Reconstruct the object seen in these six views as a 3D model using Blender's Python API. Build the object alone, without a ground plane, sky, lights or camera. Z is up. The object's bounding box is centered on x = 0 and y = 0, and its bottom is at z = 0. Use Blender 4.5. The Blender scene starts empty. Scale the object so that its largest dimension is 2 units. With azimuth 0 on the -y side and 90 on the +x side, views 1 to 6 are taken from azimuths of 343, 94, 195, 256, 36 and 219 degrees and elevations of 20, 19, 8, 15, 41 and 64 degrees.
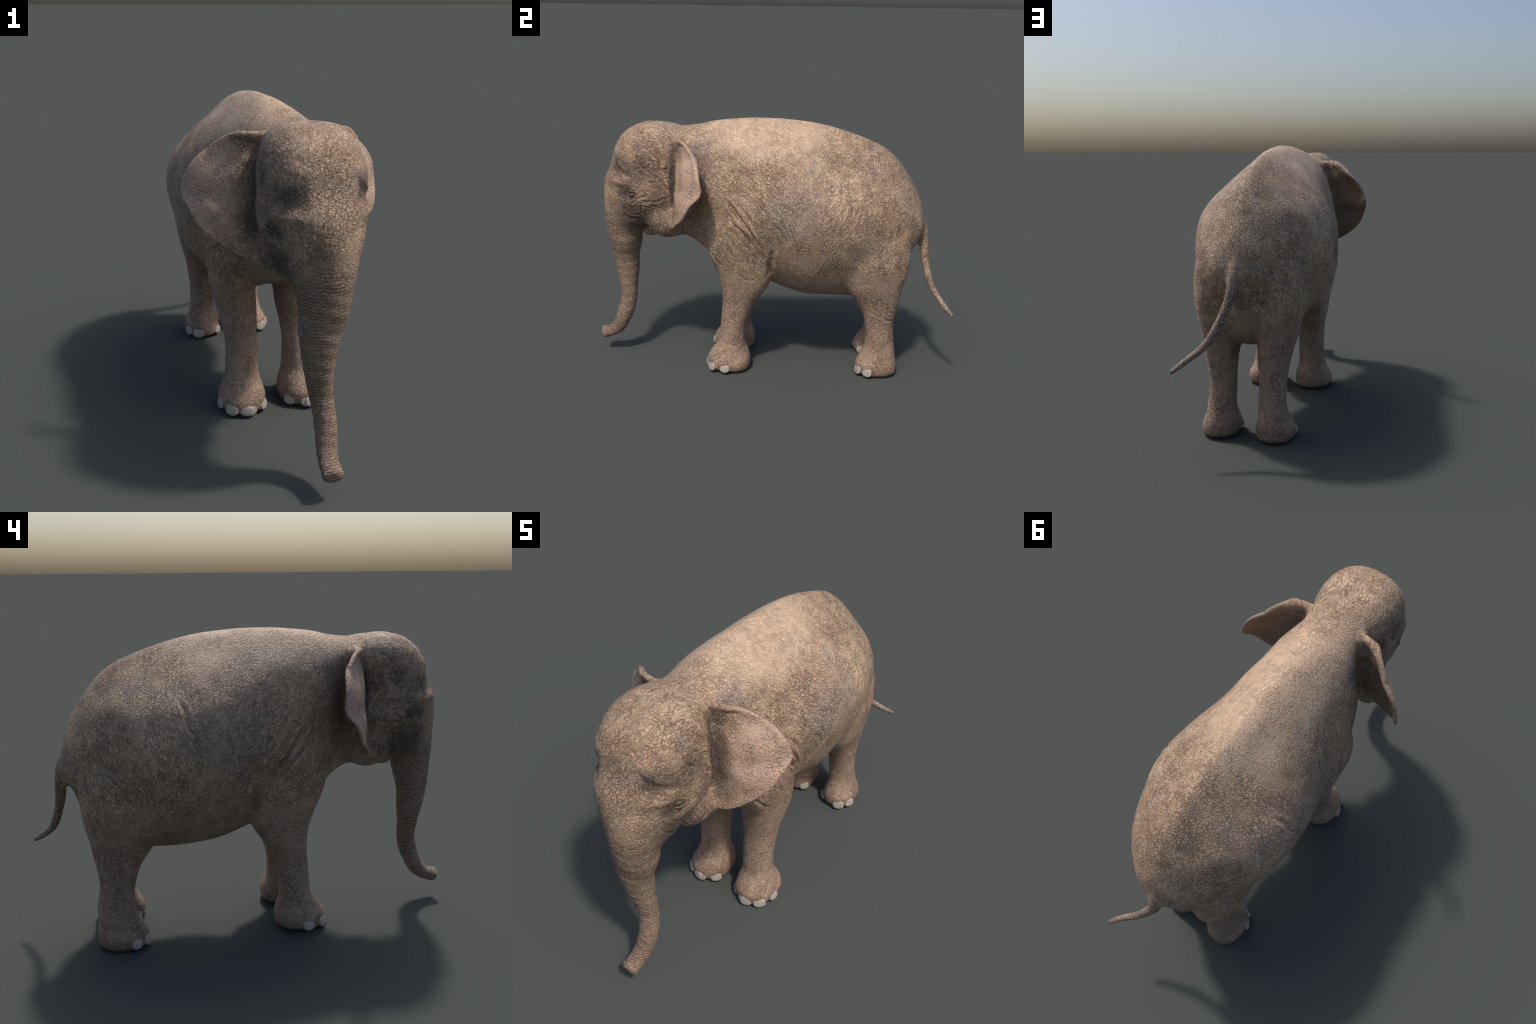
# A walking Asian elephant cow, built as one smooth skin (lofts -> voxel union -> sculpting
# functions), then parted by anatomy. Faces -y, stands on z = 0.
import bpy, bmesh, math
import numpy as np
from mathutils import Vector, noise

VOXEL = 0.0048
rng = np.random.default_rng(7)


# ------------------------------------------------------------------ helpers
def smooth01(a, b, t):
    t = np.clip((t - a) / (b - a), 0.0, 1.0)
    return t * t * (3 - 2 * t)


def spline(table, n):
    """Catmull-Rom through the rows of a table (first column = parameter), n samples."""
    T = np.array(table, float)
    k = T[:, 0]
    s = np.linspace(k[0], k[-1], n)
    out = np.empty((n, T.shape[1]))
    out[:, 0] = s
    i = np.clip(np.searchsorted(k, s, side="right") - 1, 0, len(k) - 2) if k[-1] > k[0] else None
    if i is None:
        order = np.argsort(k)
        T = T[order]
        k = T[:, 0]
        s = np.linspace(k[0], k[-1], n)
        out[:, 0] = s
        i = np.clip(np.searchsorted(k, s, side="right") - 1, 0, len(k) - 2)
    h = (k[i + 1] - k[i])
    t = (s - k[i]) / h
    for c in range(1, T.shape[1]):
        v = T[:, c]
        d = np.diff(v) / np.diff(k)
        m = np.zeros(len(k))
        m[0], m[-1] = d[0], d[-1]
        for j in range(1, len(k) - 1):       # limited slopes: no overshoot
            a, b = d[j - 1], d[j]
            wa, wb = k[j + 1] - k[j], k[j] - k[j - 1]
            m[j] = 0.0 if a * b <= 0 else (a * wa + b * wb) / (wa + wb)
            lim = 3 * min(abs(a), abs(b))
            m[j] = max(-lim, min(lim, m[j]))
        a0, a1, m0, m1 = v[i], v[i + 1], m[i] * h, m[i + 1] * h
        out[:, c] = (2 * t**3 - 3 * t**2 + 1) * a0 + (t**3 - 2 * t**2 + t) * m0 + (-2 * t**3 + 3 * t**2) * a1 + (t**3 - t**2) * m1
    return out


def curve_points(pts, n):
    """Smooth centripetal-ish curve through 3D points, n samples by chord length."""
    P = np.array(pts, float)
    k = np.concatenate([[0], np.cumsum(np.linalg.norm(np.diff(P, axis=0), axis=1))])
    T = np.column_stack([k, P])
    s = np.linspace(0, k[-1], n)
    m = np.gradient(P, k, axis=0)
    i = np.clip(np.searchsorted(k, s, side="right") - 1, 0, len(k) - 2)
    h = (k[i + 1] - k[i])[:, None]
    t = (s[:, None] - k[i][:, None]) / h
    return ((2 * t**3 - 3 * t**2 + 1) * P[i] + (t**3 - 2 * t**2 + t) * m[i] * h
            + (-2 * t**3 + 3 * t**2) * P[i + 1] + (t**3 - t**2) * m[i + 1] * h)


def spow(v, p):
    return np.sign(v) * np.abs(v) ** p


class Soup:
    """Collects closed shells that the voxel union melts together."""
    def __init__(self):
        self.v, self.f, self.n = [], [], 0

    def add(self, V, F):
        self.v.append(np.asarray(V, float))
        self.f += [tuple(int(i) + self.n for i in q) for q in F]
        self.n += len(V)

    def rings(self, R):
        R = np.asarray(R, float)
        m, n = R.shape[:2]
        V = np.concatenate([R.reshape(-1, 3), R[0].mean(0)[None], R[-1].mean(0)[None]])
        F = []
        for a in range(m - 1):
            for b in range(n):
                c = (b + 1) % n
                F.append((a * n + b, a * n + c, (a + 1) * n + c, (a + 1) * n + b))
        for b in range(n):
            c = (b + 1) % n
            F.append((m * n, c, b))
            F.append((m * n + 1, (m - 1) * n + b, (m - 1) * n + c))
        # make the shell face outward
        vol = 0.0
        for q in F[:len(F) // 1]:
            a, b2, c2 = V[q[0]], V[q[1]], V[q[2]]
            vol += np.dot(a, np.cross(b2, c2))
            if len(q) == 4:
                vol += np.dot(a, np.cross(c2, V[q[3]]))
        if vol < 0:
            F = [q[::-1] for q in F]
        self.add(V, F)

    def ellipsoid(self, c, r, rot=0.0):
        """Rotation about the x axis (pitch)."""
        u = np.linspace(0.02, math.pi - 0.02, 24)
        t = np.linspace(0, 2 * math.pi, 36, endpoint=False)
        U, Tt = np.meshgrid(u, t, indexing="ij")
        R = np.stack([np.sin(U) * np.cos(Tt) * r[0], np.sin(U) * np.sin(Tt) * r[1], np.cos(U) * r[2]], -1)
        c_, s_ = math.cos(rot), math.sin(rot)
        y, z = R[..., 1] * c_ - R[..., 2] * s_, R[..., 1] * s_ + R[..., 2] * c_
        R = np.stack([R[..., 0], y, z], -1) + np.array(c)
        self.rings(R)


soup = Soup()
TH = np.linspace(0, 2 * math.pi, 72, endpoint=False)
CT, ST = np.cos(TH), np.sin(TH)

# ------------------------------------------------------------------ torso: sections along y
# half widths are given at these fractions of the section's height
LEVELS = np.array([0.05, 0.15, 0.30, 0.45, 0.60, 0.75, 0.88, 0.96])
#  y, z_top, z_bottom, half widths at LEVELS
TORSO = [
    (-0.600, 1.306, 0.860, 0.060, 0.090, 0.110, 0.120, 0.120, 0.110, 0.085, 0.050),
    (-0.500, 1.341, 0.765, 0.080, 0.120, 0.152, 0.168, 0.172, 0.162, 0.130, 0.080),
    (-0.400, 1.352, 0.705, 0.090, 0.137, 0.170, 0.187, 0.190, 0.174, 0.138, 0.086),
    (-0.300, 1.375, 0.622, 0.108, 0.167, 0.209, 0.230, 0.226, 0.197, 0.145, 0.081),
    (-0.200, 1.386, 0.578, 0.118, 0.188, 0.237, 0.260, 0.249, 0.204, 0.139, 0.076),
    (-0.100, 1.391, 0.538, 0.122, 0.199, 0.254, 0.280, 0.268, 0.214, 0.140, 0.072),
    (0.000, 1.391, 0.490, 0.118, 0.195, 0.256, 0.294, 0.284, 0.222, 0.142, 0.068),
    (0.100, 1.386, 0.450, 0.122, 0.205, 0.270, 0.311, 0.310, 0.245, 0.147, 0.067),
    (0.200, 1.376, 0.424, 0.128, 0.218, 0.286, 0.329, 0.334, 0.270, 0.153, 0.066),
    (0.300, 1.358, 0.416, 0.122, 0.212, 0.286, 0.334, 0.346, 0.288, 0.156, 0.062),
    (0.400, 1.331, 0.416, 0.115, 0.202, 0.276, 0.323, 0.342, 0.291, 0.154, 0.060),
    (0.500, 1.296, 0.422, 0.112, 0.193, 0.258, 0.296, 0.312, 0.272, 0.147, 0.057),
    (0.600, 1.250, 0.445, 0.100, 0.174, 0.232, 0.262, 0.274, 0.239, 0.137, 0.056),
    (0.670, 1.192, 0.475, 0.085, 0.150, 0.206, 0.236, 0.244, 0.209, 0.127, 0.055),
    (0.725, 1.122, 0.530, 0.065, 0.122, 0.172, 0.200, 0.203, 0.171, 0.107, 0.051),
    (0.775, 1.039, 0.645, 0.045, 0.088, 0.128, 0.148, 0.145, 0.118, 0.073, 0.040),
    (0.812, 0.957, 0.735, 0.028, 0.058, 0.088, 0.101, 0.098, 0.080, 0.052, 0.030),
    (0.831, 0.897, 0.765, 0.014, 0.030, 0.048, 0.054, 0.052, 0.042, 0.029, 0.016),
]
frac = (ST + 1) / 2                                   # height fraction of every ring point
fullness = 2 * np.sqrt(LEVELS * (1 - LEVELS))
R = []
for row in spline(TORSO, 100):
    y, zt, zb = row[:3]
    g = np.interp(frac, LEVELS, row[3:] / fullness)
    g = np.convolve(np.concatenate([g[-4:], g, g[:4]]), np.ones(5) / 5, "same")[4:-4]
    R.append(np.stack([CT * g, np.full_like(CT, y), zb + (zt - zb) * frac], -1))
soup.rings(R)

# ------------------------------------------------------------------ head: sections along z
#  z, y_front, y_widest, y_back, half width, exponent front, exponent back
HEAD = [
    (0.600, -0.872, -0.822, -0.765, 0.052, 2.0, 2.0),
    (0.650, -0.892, -0.820, -0.742, 0.072, 2.0, 2.0),
    (0.700, -0.911, -0.815, -0.728, 0.089, 2.0, 2.0),
    (0.770, -0.919, -0.808, -0.716, 0.099, 2.0, 2.0),
    (0.805, -0.922, -0.770, -0.690, 0.115, 2.0, 2.2),
    (0.850, -0.924, -0.725, -0.520, 0.138, 1.9, 2.2),
    (0.900, -0.924, -0.690, -0.430, 0.160, 1.85, 2.2),
    (0.960, -0.924, -0.670, -0.420, 0.185, 1.8, 2.2),
    (1.020, -0.917, -0.660, -0.410, 0.195, 1.85, 2.2),
    (1.070, -0.905, -0.660, -0.410, 0.194, 1.95, 2.2),
    (1.130, -0.872, -0.660, -0.410, 0.194, 2.15, 2.2),
    (1.200, -0.848, -0.655, -0.410, 0.190, 2.3, 2.2),
    (1.250, -0.830, -0.645, -0.410, 0.178, 2.3, 2.2),
    (1.290, -0.806, -0.640, -0.420, 0.164, 2.2, 2.2),
    (1.318, -0.775, -0.635, -0.445, 0.144, 2.1, 2.1),
    (1.342, -0.735, -0.630, -0.490, 0.110, 2.0, 2.0),
    (1.356, -0.695, -0.630, -0.545, 0.065, 2.0, 2.0),
]
R = []
for z, yf, ym, yb, w, pf, pb in spline(HEAD, 90):
    back = ST >= 0
    p = np.where(back, pb, pf)
    x = w * spow(CT, 2 / p)
    y = ym + np.where(back, yb - ym, ym - yf) * spow(ST, 2 / p)
    R.append(np.stack([x, y, np.full_like(x, z)], -1))
soup.rings(R)

# jaw, throat and lower lip
for sx in (-1, 1):
    soup.ellipsoid((0.082 * sx, -0.555, 0.855), (0.090, 0.122, 0.112))
soup.ellipsoid((0, -0.585, 0.815), (0.105, 0.100, 0.085))
soup.ellipsoid((0, -0.500, 0.845), (0.130, 0.140, 0.100))
soup.ellipsoid((0, -0.668, 0.760), (0.062, 0.047, 0.032), rot=-0.20)

# ------------------------------------------------------------------ trunk: rings along a curved spine
#  x, y, z, radius in the side plane, radius across
TRUNK = [
    (-0.006, -0.815, 0.760, 0.098, 0.099), (-0.015, -0.816, 0.700, 0.092, 0.087), (-0.022, -0.822, 0.610, 0.076, 0.077),
    (-0.019, -0.817, 0.510, 0.064, 0.062), (-0.012, -0.815, 0.430, 0.051, 0.053), (-0.002, -0.815, 0.350, 0.045, 0.046),
    (0.006, -0.829, 0.285, 0.047, 0.044), (0.006, -0.853, 0.222, 0.043, 0.044), (0.000, -0.884, 0.162, 0.040, 0.042),
    (-0.006, -0.918, 0.132, 0.035, 0.040), (-0.009, -0.953, 0.118, 0.033, 0.041), (-0.011, -0.972, 0.112, 0.036, 0.043), (-0.012, -0.981, 0.109, 0.031, 0.037), (-0.012, -0.987, 0.108, 0.020, 0.025),
]
T = np.array(TRUNK)
TRUNK_SPINE = curve_points(T[:, :3], 110)
k = np.concatenate([[0], np.cumsum(np.linalg.norm(np.diff(T[:, :3], axis=0), axis=1))])
rad = spline(np.column_stack([k, T[:, 3:]]), 110)[:, 1:]
tan = np.gradient(TRUNK_SPINE, axis=0)
tan /= np.linalg.norm(tan, axis=1)[:, None]
R = []
for c, t, (ra, rb) in zip(TRUNK_SPINE, tan, rad):
    nrm = np.cross([1, 0, 0], t)
    nrm /= np.linalg.norm(nrm)
    R.append(c + np.outer(CT * rb, np.cross(t, nrm)) + np.outer(ST * ra, nrm))
soup.rings(R)
soup.ellipsoid((-0.012, -0.980, 0.138), (0.017, 0.016, 0.012), rot=0.35)    # finger of the tip

# ------------------------------------------------------------------ legs: sections along z
#  z, x_inner, x_outer, y_front, y_back
FRONT_LEG = [
    (0.000, 0.062, 0.222, -0.298, -0.126), (0.012, 0.046, 0.240, -0.322, -0.106), (0.035, 0.037, 0.250, -0.334, -0.095),
    (0.062, 0.037, 0.246, -0.334, -0.093), (0.100, 0.046, 0.226, -0.315, -0.100), (0.155, 0.059, 0.211, -0.273, -0.118),
    (0.220, 0.061, 0.207, -0.261, -0.120), (0.300, 0.061, 0.208, -0.254, -0.104), (0.380, 0.057, 0.214, -0.248, -0.073),
    (0.450, 0.051, 0.228, -0.247, -0.028), (0.500, 0.050, 0.237, -0.252, 0.006), (0.560, 0.054, 0.247, -0.266, 0.024),
    (0.650, 0.060, 0.262, -0.300, 0.014), (0.750, 0.075, 0.275, -0.325, 0.000), (0.850, 0.090, 0.272, -0.305, -0.030),
    (0.950, 0.110, 0.230, -0.270, -0.070),
]
HIND_LEG = [
    (0.000, 0.064, 0.210, 0.530, 0.700), (0.012, 0.050, 0.223, 0.509, 0.718), (0.035, 0.043, 0.230, 0.498, 0.727),
    (0.062, 0.045, 0.226, 0.499, 0.727), (0.100, 0.056, 0.206, 0.515, 0.722), (0.150, 0.062, 0.195, 0.543, 0.715),
    (0.210, 0.062, 0.190, 0.549, 0.707), (0.300, 0.060, 0.195, 0.539, 0.701), (0.380, 0.058, 0.206, 0.515, 0.711),
    (0.450, 0.053, 0.220, 0.470, 0.723), (0.500, 0.050, 0.232, 0.434, 0.730), (0.600, 0.048, 0.252, 0.395, 0.752),
    (0.700, 0.048, 0.266, 0.385, 0.762), (0.800, 0.048, 0.262, 0.390, 0.760), (0.900, 0.060, 0.240, 0.410, 0.738),
    (1.000, 0.080, 0.205, 0.450, 0.705),
]
# in mid-stride: the left foreleg a little ahead, the hind legs set apart
STRIDE = {("front", 1): -0.007, ("front", -1): 0.001, ("hind", 1): -0.004, ("hind", -1): 0.007}
for which, table in (("front", FRONT_LEG), ("hind", HIND_LEG)):
    for sx in (-1, 1):
        R = []
        for z, xi, xo, yf, yb in spline(table, 80):
            p = 2 / 2.25
            x = (xi + xo) / 2 + (xo - xi) / 2 * spow(CT, p)
            y = (yf + yb) / 2 + (yb - yf) / 2 * spow(ST, p)
            y = y + STRIDE[which, sx] * min(1.0, z / 0.15)
            R.append(np.stack([x * sx, y, np.full_like(x, z)], -1))
        soup.rings(R)

# ------------------------------------------------------------------ tail
TAIL = [
    (0.000, 0.770, 0.900, 0.040), (0.000, 0.806, 0.862, 0.037), (-0.006, 0.830, 0.810, 0.031), (0.003, 0.843, 0.744, 0.027), (0.027, 0.851, 0.676, 0.0235),
    (0.065, 0.866, 0.588, 0.0205), (0.114, 0.897, 0.508, 0.018), (0.174, 0.938, 0.454, 0.0155), (0.212, 0.968, 0.424, 0.0130), (0.238, 0.994, 0.402, 0.0085),
]
T = np.array(TAIL)
C = curve_points(T[:, :3], 90)
k = np.concatenate([[0], np.cumsum(np.linalg.norm(np.diff(T[:, :3], axis=0), axis=1))])
rad = spline(np.column_stack([k, T[:, 3]]), 90)[:, 1]
tan = np.gradient(C, axis=0)
tan /= np.linalg.norm(tan, axis=1)[:, None]
R = []
for c, t, r in zip(C, tan, rad):
    a = np.cross(t, [1, 0, 0])
    a /= np.linalg.norm(a)
    b = np.cross(t, a)
    R.append(c + np.outer(CT * r, a) + np.outer(ST * r, b))
soup.rings(R)

# ------------------------------------------------------------------ ears: ruled from the root line to the rim
EAR_RIM = [
    (0.150, -0.455, 1.300), (0.200, -0.445, 1.298), (0.252, -0.402, 1.280), (0.303, -0.359, 1.242), (0.360, -0.336, 1.192), (0.399, -0.324, 1.133),
    (0.414, -0.323, 1.070), (0.397, -0.375, 1.004), (0.372, -0.408, 0.950), (0.340, -0.432, 0.912), (0.302, -0.463, 0.880),
    (0.255, -0.490, 0.848), (0.205, -0.512, 0.822), (0.160, -0.520, 0.812),
]
EAR_ROOT = [(0.130, -0.462, 1.285), (0.150, -0.478, 1.200), (0.160, -0.486, 1.100), (0.160, -0.490, 1.000), (0.150, -0.500, 0.900), (0.135, -0.510, 0.830)]
NV, NU = 60, 26
rim, root = curve_points(EAR_RIM, NV), curve_points(EAR_ROOT, NV)
u = np.linspace(0, 1, NU)[None, :, None]
mid = root[:, None] * (1 - u) + rim[:, None] * u
v = np.linspace(0, 1, NV)[:, None]
belly = np.sin(math.pi * u[..., 0]) * np.sin(math.pi * np.clip(v * 1.25, 0, 1))
mid[..., 1] -= 0.033 * belly                         # the leaf bulges to the front
mid[..., 0] += 0.012 * belly
uu = u[..., 0] * np.ones_like(belly)
mid[..., 1] += 0.005 * np.exp(-((uu - 0.16) / 0.10) ** 2) * np.sin(math.pi * np.clip(v, 0, 0.8) / 0.8)   # hollow at the root
mid[..., 1] += 0.005 * uu**2 * np.sin(9.0 * math.pi * v) * (1 - v) + 0.004 * np.sin(14 * uu + 3 * v) * belly
mid[..., 1] -= 0.012 * smooth01(0.80, 1.0, uu) * smooth01(0.50, 0.15, v)                                   # rolled upper rim
nrm = np.array([0.42, -0.90, 0.0])
thick = (0.013 - 0.004 * u[..., 0]) * np.ones_like(belly) + 0.004 * smooth01(0.80, 1.0, uu) * smooth01(0.55, 0.2, v)
thick[:, -1] *= 0.5
for sx in (-1, 1):
    S = np.array([sx, 1, 1])
    front, backside = (mid + nrm * thick[..., None]) * S, (mid - nrm * thick[..., None]) * S
    V = np.concatenate([front.reshape(-1, 3), backside.reshape(-1, 3)])
    n0 = NV * NU
    F = []
    idx = lambda a, b, k: k * n0 + a * NU + b
    for a in range(NV - 1):
        for b in range(NU - 1):
            F.append((idx(a, b, 0), idx(a + 1, b, 0), idx(a + 1, b + 1, 0), idx(a, b + 1, 0)))
            F.append((idx(a, b, 1), idx(a, b + 1, 1), idx(a + 1, b + 1, 1), idx(a + 1, b, 1)))
    loop = [(a, 0) for a in range(NV)] + [(NV - 1, b) for b in range(1, NU)] + [(a, NU - 1) for a in range(NV - 2, -1, -1)] + [(0, b) for b in range(NU - 2, 0, -1)]
    for (a, b), (c, d) in zip(loop, loop[1:] + loop[:1]):
        F.append((idx(a, b, 0), idx(a, b, 1), idx(c, d, 1), idx(c, d, 0)))
    if sx > 0:
        F = [q[::-1] for q in F]
    soup.add(V, F)

# rolled upper rim
roll = curve_points([(0.105, -0.470, 1.292), (0.150, -0.472, 1.298), (0.200, -0.462, 1.298), (0.255, -0.415, 1.279), (0.305, -0.372, 1.238)], 40)
tan = np.gradient(roll, axis=0)
tan /= np.linalg.norm(tan, axis=1)[:, None]
for sx in (-1, 1):
    R = []
    for i, (c, t) in enumerate(zip(roll, tan)):
        a = np.cross(t, [0, 0, 1])
        a /= np.linalg.norm(a)
        r = 0.017 - 0.008 * i / 39
        R.append((c + np.outer(CT * r, a) + np.outer(ST * r, np.cross(t, a))) * np.array([sx, 1, 1]))
    soup.rings(R)

# ------------------------------------------------------------------ voxel union
def union_mesh():
    me = bpy.data.meshes.new("soup")
    me.from_pydata(np.concatenate(soup.v).tolist(), [], soup.f)
    ob = bpy.data.objects.new("soup", me)
    bpy.context.scene.collection.objects.link(ob)
    mod = ob.modifiers.new("union", "REMESH")
    mod.mode, mod.voxel_size, mod.adaptivity = "VOXEL", VOXEL, 0.0
    dg = bpy.context.evaluated_depsgraph_get()
    out = bpy.data.meshes.new_from_object(ob.evaluated_get(dg))
    bpy.data.objects.remove(ob)
    bpy.data.meshes.remove(me)
    return out


skin = union_mesh()
NVERT = len(skin.vertices)
P = np.empty(NVERT * 3)
skin.vertices.foreach_get("co", P)
P = P.reshape(-1, 3)
ED = np.empty(len(skin.edges) * 2, int)
skin.edges.foreach_get("vertices", ED)
ED = ED.reshape(-1, 2)
DEG = np.bincount(ED.ravel(), minlength=NVERT).astype(float)


def relax(P, w, times):
    """Laplacian smoothing with a weight per vertex; every other pass pushes back (Taubin)."""
    for i in range(times):
        S = np.empty_like(P)
        for c in range(3):
            S[:, c] = np.bincount(ED[:, 0], P[ED[:, 1], c], NVERT) + np.bincount(ED[:, 1], P[ED[:, 0], c], NVERT)
        P = P + (S / DEG[:, None] - P) * w[:, None]
    return P


def normals(P):
    skin.vertices.foreach_set("co", P.ravel())
    skin.update()
    N = np.empty(NVERT * 3)
    skin.vertices.foreach_get("normal", N)
    return N.reshape(-1, 3)


AX = np.abs(P[:, 0])
# thin or already smooth pieces keep their size, the joints between the lofts get melted
thin = np.maximum.reduce([
    smooth01(0.185, 0.215, AX) * smooth01(-0.26, -0.30, P[:, 1]) * smooth01(0.80, 0.85, P[:, 2]),
    smooth01(0.60, 0.52, P[:, 2]) * smooth01(-0.70, -0.74, P[:, 1]) * (1 - 0.35 * smooth01(-0.962, -0.975, P[:, 1])),
    smooth01(0.84, 0.86, P[:, 1]),
    smooth01(0.30, 0.20, P[:, 2]),
    0.85 * np.exp(-(((P - [0, -0.690, 0.765]) / [0.09, 0.055, 0.05]) ** 2).sum(1) ** 2),
])
P = relax(P, 0.5 * (1 - 0.93 * thin), 60)

# ------------------------------------------------------------------ sculpting
N = normals(P)


def bump(c, r, amount, direction=None):
    """Soft mound (or hollow) of gaussian section, mirrored to both sides."""
    global P
    for sx in ((-1, 1) if abs(c[0]) > 1e-6 else (1,)):
        q = (P - np.array([c[0] * sx, c[1], c[2]])) / np.array(r)
        g = np.exp(-(q**2).sum(1)) * amount
        d = N if direction is None else np.array([direction[0] * sx, direction[1], direction[2]])
        P = P + g[:, None] * d


def polyline_distance(Q, line):
    """Distance from points Q to a polyline and the place along it (0..1)."""
    best, along = np.full(len(Q), 9.0), np.zeros(len(Q))
    n = len(line) - 1
    for i in range(n):
        a, b = line[i], line[i + 1]
        t = np.clip(((Q - a) @ (b - a)) / ((b - a) @ (b - a)), 0, 1)
        d = np.linalg.norm(Q - a - t[:, None] * (b - a), axis=1)
        m = d < best
        best[m], along[m] = d[m], (i + t[m]) / n
    return best, along


def fold(points, depth, width, axes=(1, 2), side=None, lip=0.5):
    """A skin fold: a groove with a raised lip each side, along a line given in a side view (y, z)
    or a front view (x, z); it fades out at both ends. Cut on both sides of the body."""
    global P
    pts = np.array(points, float)
    k = np.column_stack([pts, np.zeros(len(pts))])
    line = curve_points(k, 14)[:, :2]
    for sx in (-1, 1):
        if axes == (1, 2):
            m = (P[:, 0] * sx > (side or 0.05))
        else:
            m = (P[:, 1] < (side or -0.70))
        lo, hi = line.min(0) - 4 * width, line.max(0) + 4 * width
        Q = P[:, axes] + 0.0035 * np.stack([np.sin(70 * P[:, 2] + 40 * P[:, 1]), np.sin(83 * P[:, 1] + 1.0 + 51 * P[:, 2])], 1)
        if axes == (0, 2):
            Q[:, 0] *= sx
        m &= (Q >= lo).all(1) & (Q <= hi).all(1)
        idx = np.nonzero(m)[0]
        if not len(idx):
            continue
        d, t = polyline_distance(Q[idx], line)
        g = np.exp(-(d / width) ** 2) - lip * np.exp(-((d - 2.1 * width) / (1.2 * width)) ** 2)
        fade = smooth01(0, 0.22, t) * smooth01(1, 0.78, t)
        P[idx] -= N[idx] * (g * fade * depth)[:, None]


# --- head relief
def temple_hollow(depth):
    """Sunken field between forehead and brow bone: sharp above, fading out below and to the side."""
    global P
    ax_, y_, z_ = np.abs(P[:, 0]), P[:, 1], P[:, 2]
    top = 1.228 - 1.02 * (ax_ - 0.085)
    low = 1.062 + 0.12 * (ax_ - 0.10)
    m = smooth01(0.070, 0.130, ax_) * smooth01(0.0, 0.034, top - z_) * smooth01(0.0, 0.065, z_ - low) * smooth01(-0.700, -0.750, y_)
    P = P - N * (depth * m)[:, None]


temple_hollow(0.013)      # temple hollow
bump((0.105, -0.860, 1.065), (0.045, 0.050, 0.024), 0.006)       # brow bone
bump((0.165, -0.785, 1.062), (0.040, 0.060, 0.020), 0.013)
bump((0.120, -0.815, 1.222), (0.050, 0.050, 0.028), 0.007)
bump((0.178, -0.735, 1.010), (0.030, 0.036, 0.022), -0.008)      # eye socket
bump((0.165, -0.745, 0.955), (0.030, 0.036, 0.024), 0.004)       # pouch below the eye
bump((0.140, -0.790, 0.900), (0.035, 0.045, 0.030), 0.001)
bump((0.190, -0.650, 1.175), (0.030, 0.030, 0.040), -0.010)      # behind the temple
bump((0.185, -0.560, 1.140), (0.030, 0.035, 0.080), -0.008)
bump((0.000, -0.660, 1.366), (0.035, 0.110, 0.050), -0.009)
bump((0.070, 0.790, 0.690), (0.045, 0.060, 0.070), -0.028, direction=(0, 1, 0))      # beside the tail
bump((0.275, -0.120, 0.860), (0.060, 0.100, 0.090), 0.011)
bump((0.190, -0.425, 1.060), (0.070, 0.055, 0.170), -0.052, direction=(1, 0, 0))      # hollow behind the ear      # valley between the two domes
bump((0.085, -0.690, 1.330), (0.050, 0.060, 0.045), 0.006)
bump((0.000, -0.855, 1.180), (0.060, 0.060, 0.070), -0.004)
# the whole animal leans its weight a little to its right
P[:, 0] -= 0.005 * smooth01(0.25, 0.6, P[:, 2]) * smooth01(-0.5, -0.2, P[:, 1]) * smooth01(0.80, 0.5, P[:, 1])
P[:, 2] += 0.004 * np.exp(-((P[:, 0] + 0.004) / 0.022) ** 2) * smooth01(0.02, 0.3, N[:, 2]) * smooth01(-0.25, -0.05, P[:, 1]) * smooth01(0.85, 0.70, P[:, 1]) * smooth01(0.95, 1.05, P[:, 2])     # ridge of the spine
N = normals(P)
for pts, d, w in (
    ([(-0.805, 0.950), (-0.785, 0.895), (-0.740, 0.862), (-0.700, 0.868)], 0.0030, 0.006),
    ([(-0.735, 0.885), (-0.700, 0.890), (-0.672, 0.935), (-0.660, 0.985)], 0.0030, 0.005),
    ([(-0.775, 0.965), (-0.745, 0.932), (-0.712, 0.945)], 0.0030, 0.005),
    ([(-0.690, 0.985), (-0.640, 0.966), (-0.580, 0.972), (-0.520, 0.995)], 0.0022, 0.005),
    ([(-0.680, 0.930), (-0.615, 0.938), (-0.560, 0.930)], 0.0020, 0.005),
    ([(-0.650, 0.905), (-0.632, 0.860), (-0.645, 0.805)], 0.0035, 0.005),
    ([(-0.598, 0.910), (-0.580, 0.850), (-0.590, 0.790)], 0.0035, 0.005),
    ([(-0.560, 0.890), (-0.545, 0.840), (-0.548, 0.790)], 0.0035, 0.005),
    ([(-0.672, 1.235), (-0.684, 1.190), (-0.660, 1.150), (-0.630, 1.130)], 0.0060, 0.007),
    ([(-0.640, 1.215), (-0.615, 1.185), (-0.605, 1.150)], 0.0055, 0.007),
    ([(-0.595, 1.260), (-0.565, 1.190), (-0.560, 1.135), (-0.530, 1.110)], 0.0070, 0.008),
    ([(-0.605, 1.120), (-0.570, 1.080), (-0.540, 1.040), (-0.525, 1.010)], 0.0060, 0.007),
    ([(-0.545, 1.230), (-0.530, 1.170), (-0.535, 1.100)], 0.0060, 0.007),
    ([(-0.478, 1.275), (-0.490, 1.200), (-0.502, 1.100), (-0.502, 1.000), (-0.508, 0.900)], 0.0050, 0.010),   # groove at the ear root
    ([(-0.730, 0.785), (-0.700, 0.796), (-0.665, 0.810), (-0.640, 0.832)], 0.0060, 0.006),                  # mouth corner
):
    fold(pts, d, w, side=0.04)
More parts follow.
